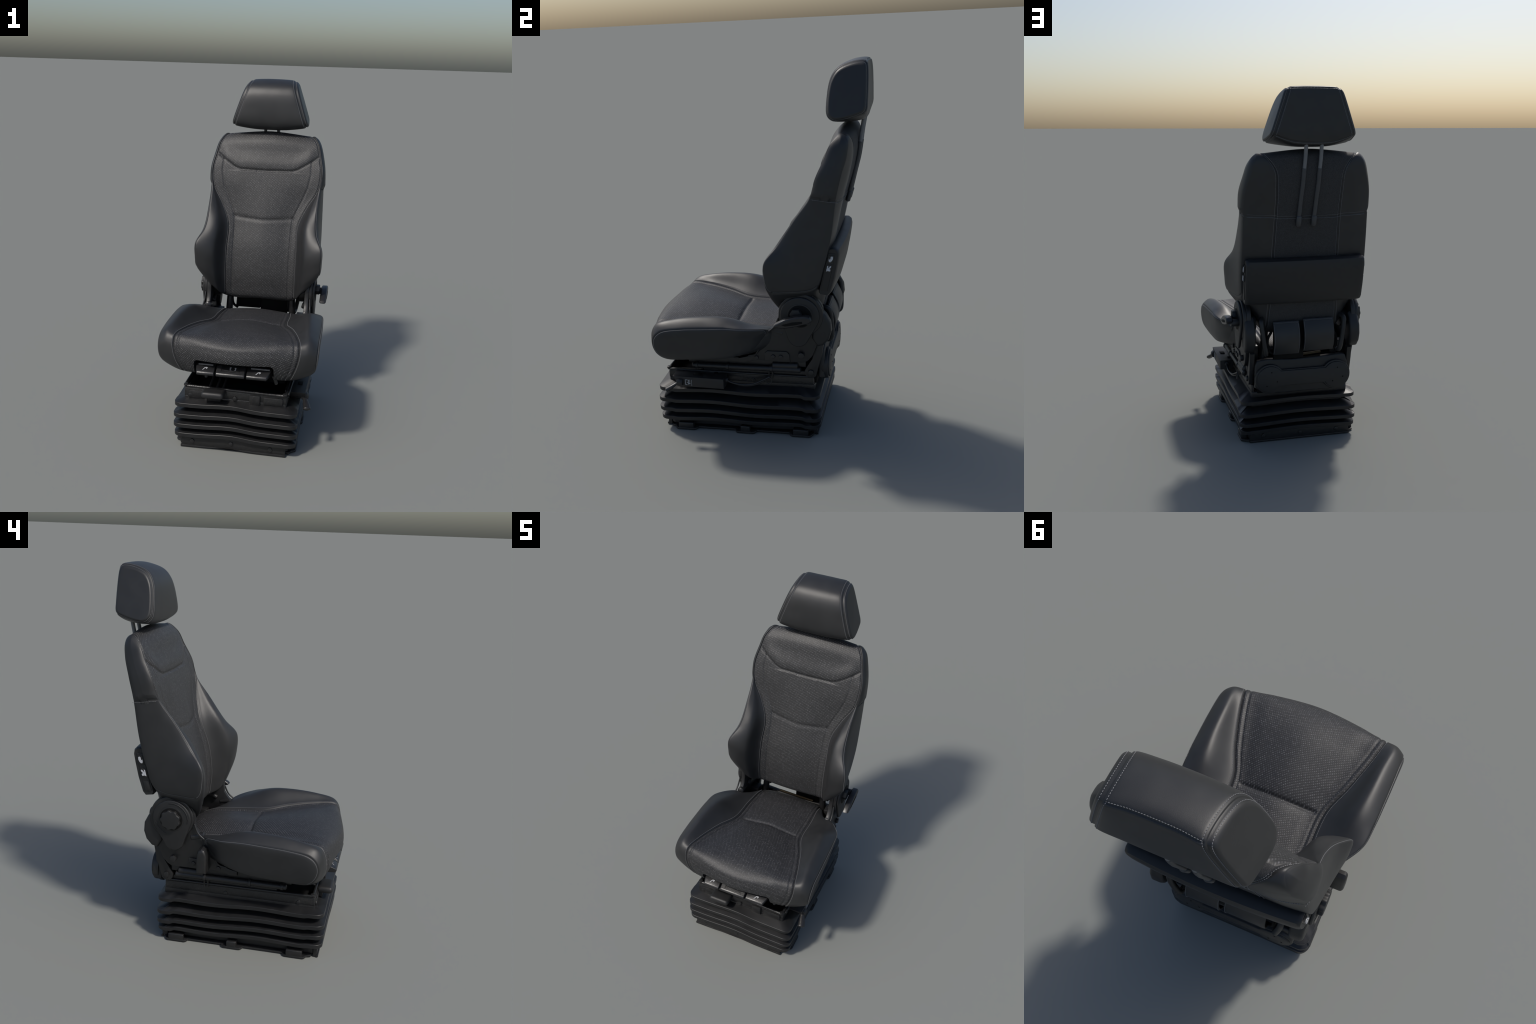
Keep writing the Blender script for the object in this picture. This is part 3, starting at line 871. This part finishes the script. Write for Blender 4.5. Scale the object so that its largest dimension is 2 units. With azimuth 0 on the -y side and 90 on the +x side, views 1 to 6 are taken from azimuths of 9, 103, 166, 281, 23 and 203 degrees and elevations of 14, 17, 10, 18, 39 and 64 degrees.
# pressed pan on top of the bellows
PAN = box('suspension_pan', (-.289, -.508, .262), (.281, .322, .300), PANSTEEL, bevel=.008, seg=3)
box('pan_wall', (-.289, -.507, .29), (.281, -.490, .342), PANSTEEL, PAN, .005)
for sg in (1, -1):
    box('pan_wall', (sg * .276 - .013, -.500, .29), (sg * .276 + .005, .318, .341), PANSTEEL, PAN, .005)
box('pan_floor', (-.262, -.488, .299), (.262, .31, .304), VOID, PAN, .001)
tube('pan_rim', [(x, y, .347) for x, y in [(-.285, -.494), (-.05, -.498), (.274, -.510)]], .0085, PANSTEEL, PAN, curve=False)
tube('pan_rim', [(.276, -.505, .347), (.277, .31, .344)], .0075, PANSTEEL, PAN, curve=False)
tube('pan_rim', [(-.287, -.490, .347), (-.287, .31, .344)], .0075, PANSTEEL, PAN, curve=False)
for x, y in ((-.283, -.492), (.272, -.508)):
    disc('pan_corner_bolt', (x, y, .354), 'z', .013, .014, PANSTEEL, PAN, .004, 14)
for x, z in ((-.255, .300), (-.004, .303), (.22, .306)):
    disc('pan_rivet', (x, -.510, z), 'y', .013, .008, PANSTEEL, PAN, .003, 16)
for y in (-.42, -.02):
    for sg in (1, -1):
        disc('pan_rivet', (sg * .285 - .004, y, .306), 'x', .012, .010, PANSTEEL, PAN, .003, 16)
box('latch_plate', (.078, -.519, .279), (.137, -.500, .336), PANSTEEL, PAN, .004)
box('latch_plate', (.155, -.516, .288), (.262, -.500, .330), PANSTEEL, PAN, .004)
box('latch_plate', (-.262, -.513, .286), (-.175, -.500, .330), PANSTEEL, PAN, .004)
box('handle_bracket', (-.152, -.530, .283), (-.078, -.495, .330), PANSTEEL, PAN, .005)
# height handle, a padded grip
hb = box('height_handle', (-.180, -.585, .318), (-.056, -.500, .356), PLASTIC, PAN, .0165, 5)
for x in (-.15, -.11, -.075):
    tube('handle_stem', [(x, -.50, .345), (x + .004, -.42, .375), (x + .005, -.36, .40)], .006, STEEL, PAN)
box('frame_tray', (-.20, -.45, .400), (-.14, -.38, .46), STEEL, FR, .006)
tube('hanging_clip', [(-.165, -.53, .462), (-.162, -.525, .425)], .010, STEEL, FR, curve=False)
tube('hanging_clip', [(.205, -.52, .465), (.215, -.515, .44), (.222, -.51, .415)], .010, STEEL, FR)

# ---------------------------------------------------------------- seat front switch panel
def key(name, x0, x1, taperL, taperR):
    """wedge-fronted key: top ledge, sloped face, blunt lip"""
    bm = bmesh.new()
    prof = [(-.46, .512), (-.545, .509), (-.598, .482), (-.603, .472), (-.595, .461), (-.46, .459)]
    L = []; R = []
    for y, z in prof:
        k = 1 if y < -.57 else 0
        L.append(bm.verts.new((x0 + taperL * k, y, z)))
        R.append(bm.verts.new((x1 - taperR * k, y, z)))
    n = len(prof)
    bm.faces.new(L[::-1]); bm.faces.new(R)
    for q in range(n):
        bm.faces.new((L[q], L[(q + 1) % n], R[(q + 1) % n], R[q]))
    bmesh.ops.recalc_face_normals(bm, faces=bm.faces)
    bevel_all(bm, .0045, 3)
    return bm_obj(name, bm, GLOSS, SEAT)
key('switch_key', -.217, -.106, .016, 0)
key('switch_key', -.100, .064, .004, .004)
key('switch_key', .069, .204, 0, .024)
# things on the sloped face: local frame (x, t along slope down, n out)
p0, p1 = Vector((0, -.545, .509)), Vector((0, -.598, .482))
tdir = (p1 - p0).normalized(); ndir = Vector((0, -tdir.z, tdir.y)) * -1
if ndir.y > 0:
    ndir = -ndir
def on_slope(name, pts, h, mat, bevel=.0005, base=.0):
    bm = bmesh.new()
    lo = [bm.verts.new(Vector((x, 0, 0)) + p0 + tdir * t + ndir * base) for x, t in pts]
    hi = [bm.verts.new(Vector((x, 0, 0)) + p0 + tdir * t + ndir * (base + h)) for x, t in pts]
    n = len(pts)
    bm.faces.new(lo); bm.faces.new(hi[::-1])
    for q in range(n):
        bm.faces.new((lo[q], lo[(q + 1) % n], hi[(q + 1) % n], hi[q]))
    bmesh.ops.recalc_face_normals(bm, faces=bm.faces)
    bevel_all(bm, bevel, 1)
    return bm_obj(name, bm, mat, SEAT)
def rect(x0, x1, t0, t1):
    return [(x0, t0), (x1, t0), (x1, t1), (x0, t1)]
on_slope('key_reflection_strip', rect(-.200, -.118, .002, .011), .0035, REFLECT_GREY, .0012)
on_slope('key_reflection_strip', rect(.088, .190, .002, .011), .0035, REFLECT_GREY, .0012)
on_slope('key_frame', rect(-.092, -.068, .004, .052), .003, GLOSS, .001)
on_slope('key_frame', rect(.034, .058, .004, .052), .003, GLOSS, .001)
on_slope('key_frame', rect(-.068, .034, .044, .052), .003, GLOSS, .001)
def arrow(cx, ct, m=1):
    on_slope('arrow_mark', [(cx - m * .014, ct + .012), (cx - m * .010, ct + .012), (cx - m * .001, ct - .001), (cx + m * .004, ct - .001), (cx + m * .004, ct - .006), (cx - m * .003, ct - .006)], .0008, PALE, 0)
    on_slope('arrow_mark', [(cx + m * .002, ct - .009), (cx + m * .014, ct - .006), (cx + m * .008, ct + .006)], .0008, PALE, 0)
arrow(-.158, .032)
arrow(.132, .034)
for m, cx in ((1, -.018), (-1, .002)):
    on_slope('bracket_mark', [(cx - m * .008, .012), (cx + m * .002, .012), (cx + m * .001, .016), (cx - m * .003, .017), (cx - m * .002, .027), (cx + m * .003, .030), (cx - m * .006, .031)], .0008, PALE, 0)
on_slope('key_blade', [(-.055, .036), (-.03, .034), (.02, .040), (.03, .043), (-.02, .042)], .004, GLOSS, .001)

# ---------------------------------------------------------------- side switch module with lever and cable
MOD = prism('switch_module', [(-.455, .352), (-.165, .346), (-.165, .288), (-.395, .292), (-.440, .325)], 'x', .292, .376, PLASTIC, bevel=.003)
box('module_slot', (.322, -.345, .3475), (.350, -.300, .3525), VOID, MOD, .0005)
box('module_slot', (.300, -.235, .3460), (.318, -.215, .3510), VOID, MOD, .0005)
box('module_arm', (.262, -.44, .340), (.300, -.20, .350), PLASTIC, MOD, .002)
prism('module_label', [(-.388, .300), (-.345, .297), (-.345, .336), (-.388, .338)], 'x', .3755, .3768, STEEL, MOD, 0)
for pts in ([(-.384, .332), (-.370, .332), (-.370, .335), (-.384, .335)], [(-.384, .305), (-.381, .305), (-.381, .333), (-.384, .333)],
            [(-.384, .303), (-.372, .303), (-.372, .306), (-.384, .306)], [(-.367, .306), (-.363, .306), (-.363, .334), (-.367, .334)],
            [(-.363, .330), (-.355, .331), (-.355, .334), (-.363, .333)], [(-.374, .315), (-.355, .322), (-.355, .325), (-.374, .318)],
            [(-.362, .308), (-.354, .312), (-.356, .318), (-.364, .313)], [(-.3475, .298), (-.346, .298), (-.346, .335), (-.3475, .335)]):
    prism('label_mark', pts, 'x', .3765, .3775, PALE, MOD, 0)
disc('lever_boss', (.372, -.414, .318), 'y', .022, .035, PLASTIC, MOD, .005, 20)
tube('switch_lever', [(.372, -.415, .315), (.378, -.440, .305), (.386, -.465, .290), (.392, -.490, .276)], .017, GLOSS, MOD, flat=.6, radii=[.9, .8, 1.1, 1.25], n=14)
disc('cable_plug', (.335, -.158, .325), 'y', .014, .02, PLASTIC, MOD, .003, 16)
tube('control_cable', [(.336, -.155, .322), (.338, -.12, .310), (.335, -.07, .301), (.328, -.01, .305), (.318, .04, .325), (.312, .08, .345)], .0052, GLOSS, MOD)
tube('control_cable', [(.330, -.155, .316), (.332, -.115, .303), (.330, -.06, .293), (.320, .0, .298), (.308, .05, .320), (.30, .08, .34)], .0042, GLOSS, MOD)
for q in range(5):
    a = rng.uniform(0, 6.28)
    tube('cable_tie', [(.315, .075 + .016 * math.cos(a + t), .322 + .02 * math.sin(a + t)) for t in np.linspace(0, 3.5, 6)], .0032, STEEL, MOD)

# ================================================================ REAR LINKAGE COVER
cover = [(.272, .34), (.272, .47), (.258, .498), (.20, .506), (.05, .496), (-.10, .500), (-.24, .508), (-.262, .498), (-.276, .45), (-.276, .34), (-.22, .300), (.20, .298)]
COV = prism('linkage_cover', [(z, x) for x, z in cover], 'y', .342, .378, PLASTIC, bevel=.010, seg=3)
def dumbbell(r, grow=0):
    ang = math.degrees(math.asin((.046 + grow) / r))
    angb = math.degrees(math.asin((.040 + grow) / r))
    right = arc(.188, .391, r, -180 + angb, 180 - ang, 40)
    left = arc(-.200, .391, r, ang, 360 - angb, 40)
    return right + left
prism('linkage_cover_rim', [(z, x) for x, z in dumbbell(.086, .006)], 'y', .36, .394, PLASTIC, COV, bevel=.005)
prism('linkage_cover_face', [(z, x) for x, z in dumbbell(.076, 0)], 'y', .38, .402, PLASTIC, COV, bevel=.004)
for cx in (.188, -.200):
    for a in (100, 200, 300):
        disc('cover_pip', (cx + .042 * math.cos(math.radians(a)), .4025, .391 + .042 * math.sin(math.radians(a))), 'y', .004, .002, VOID, COV, .0005, 10)
tube('cover_spring', [(-.12, .345, .518), (0, .348, .512), (.12, .345, .514)], .007, BRASS, COV)
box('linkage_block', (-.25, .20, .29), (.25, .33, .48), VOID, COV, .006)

# ================================================================ BELLOWS
X0, X1, Y0, Y1 = -.344, .349, -.567, .359
def ring(inset, zf, zr, cham, wave, n=44):
    """rounded rectangle with chamfer-like corners; front level zf, rear level zr"""
    hx0, hx1, hy0, hy1 = X0 + inset, X1 - inset, Y0 + inset, Y1 - inset
    c = cham
    def corner(cx, cy, a):
        return [(cx + c * math.copysign(abs(math.cos(t)) ** 1.0, math.cos(t)), cy + c * math.copysign(abs(math.sin(t)) ** 1.0, math.sin(t))) for t in np.radians(np.linspace(a, a + 90, 9))]
    P = []
    cs = [corner(hx1 - c, hy0 + c, -90), corner(hx1 - c, hy1 - c, 0), corner(hx0 + c, hy1 - c, 90), corner(hx0 + c, hy0 + c, 180)]
    for q in range(4):
        P += cs[q]
        a, b = np.array(cs[q][-1]), np.array(cs[(q + 1) % 4][0])
        P += [tuple(a + (b - a) * t) for t in np.linspace(0, 1, n + 2)[1:-1]]
    out = []
    for x, y in P:
        f = (y - Y0) / (Y1 - Y0)
        z = zf + (zr - zf) * f - .004 * (x / .35) * (1 - f) * min(1, wave)
        if y < Y0 + .09:      # front face arches up left of the middle
            z += wave * .013 * math.exp(-((x + .02) / .14) ** 2) * (1 if x < .0 else math.exp(-(x / .14) ** 2))
        elif y > Y1 - .09:
            z += wave * .005 * math.cos(x * 9)
        else:
            z += wave * .0045 * math.sin((y + .30) * 13 + (1 if x > 0 else .3))
        xx = x
        if Y0 + .1 < y < Y1 - .1:
            xx = x * (1 - .012 * wave * math.sin(math.pi * (y - Y0 - .1) / (Y1 - Y0 - .2)))
        out.append((xx, y, z))
    return out
ZF = [.255, .191, .133, .077]
ZR = [.246, .172, .115, .070]
rings = [ring(.085, .290, .280, .03, .2), ring(.060, .284, .272, .04, .4)]
for i in range(4):
    zf, zr = ZF[i], ZR[i]
    ins = [.005, .0, .0, .005][i]
    rings += [ring(ins + .0016, zf + .0112, zr + .0105, .044, 1), ring(ins, zf + .0096, zr + .0090, .045, 1),
              ring(ins, zf - .0096, zr - .0090, .045, 1), ring(ins + .0016, zf - .0112, zr - .0105, .044, 1)]
    if i < 3:
        zm, zn = (zf + ZF[i + 1]) / 2, (zr + ZR[i + 1]) / 2
        rings += [ring(ins + .058, zm + .004, zn + .003, .035, 1), ring(ins + .058, zm - .004, zn - .003, .035, 1)]
rings += [ring(.050, .068, .054, .03, .8), ring(.050, .02, .02, .03, .5)]
nv = len(rings[0])
V = [v for r in rings for v in r]
F = []
for q in range(len(rings) - 1):
    for w in range(nv):
        F.append((q * nv + w, (q + 1) * nv + w, (q + 1) * nv + (w + 1) % nv, q * nv + (w + 1) % nv))
F.append(tuple(range(nv))); F.append(tuple((len(rings) - 1) * nv + w for w in range(nv))[::-1])
bm = bmesh.new()
vs = [bm.verts.new(v) for v in V]
for f in F:
    bm.faces.new([vs[x] for x in f])
BEL = bm_obj('suspension_bellows', bm, RUBBER, smooth=24)

# ---------------------------------------------------------------- floor frame
def skirt(name, x0, x1, y0, y1, z0, z1, arch, mat, parent):
    """front or rear plate whose lower edge arches up"""
    n = 40
    xs = np.linspace(x0, x1, n)
    top = [(z1, x) for x in xs]
    low = [(z0 + arch * math.exp(-((x + .03) / .13) ** 2) * (1 if x < 0 else math.exp(-(x / .12) ** 2)), x) for x in xs[::-1]]
    return prism(name, top + low, 'y', y0, y1, mat, parent, bevel=.002)
FLOOR = box('floor_frame', (-.292, -.520, .008), (.284, .318, .070), STEEL, bevel=.012, seg=3)
skirt('floor_skirt', -.297, .288, -.536, -.515, 0, .075, .012, STEEL, FLOOR)
skirt('floor_skirt', -.303, .293, .300, .331, 0, .070, .0, STEEL, FLOOR)
skirt('skirt_lip', -.300, .290, -.543, -.530, 0, .012, .012, GLOSS, FLOOR)
# thin the lip: its arched lower edge follows the skirt
skirt('skirt_lip', -.306, .296, .325, .337, 0, .010, 0, GLOSS, FLOOR)
for x, z in ((-.235, .038), (-.015, .044), (.205, .034)):
    disc('skirt_bolt', (x, -.538, z), 'y', .0125, .008, STEEL, FLOOR, .003, 16)
for x in (-.225, -.005, .215):
    disc('skirt_bolt', (x, .333, .034), 'y', .0125, .008, STEEL, FLOOR, .003, 16)
for sg in (1, -1):
    edge = []
    lugs = [(-.465, -.365), (-.115, -.025), (.195, .292)]
    out, base = .341, .316
    pts = [(.280, -.505), (.308, -.505)]
    for a, b in lugs:
        pts += [(base, a - .018), (out - .005, a - .008), (out, a + .002), (out, b - .002), (out - .005, b + .008), (base, b + .018)]
    pts += [(.306, .315), (.280, .315)]
    prism('foot_flange', [(sg * x, y) for x, y in pts], 'z', 0, .012, STEEL, FLOOR, bevel=.003)
    for a, b in lugs:
        mid = a == -.115
        d = .018 if mid else .006
        box('mounting_lug', (sg * .320 - .020, a + d, .004), (sg * .320 + .018, b - d, .043), STEEL, FLOOR, .005, 3)

print('BUILD', time.time() - T0)
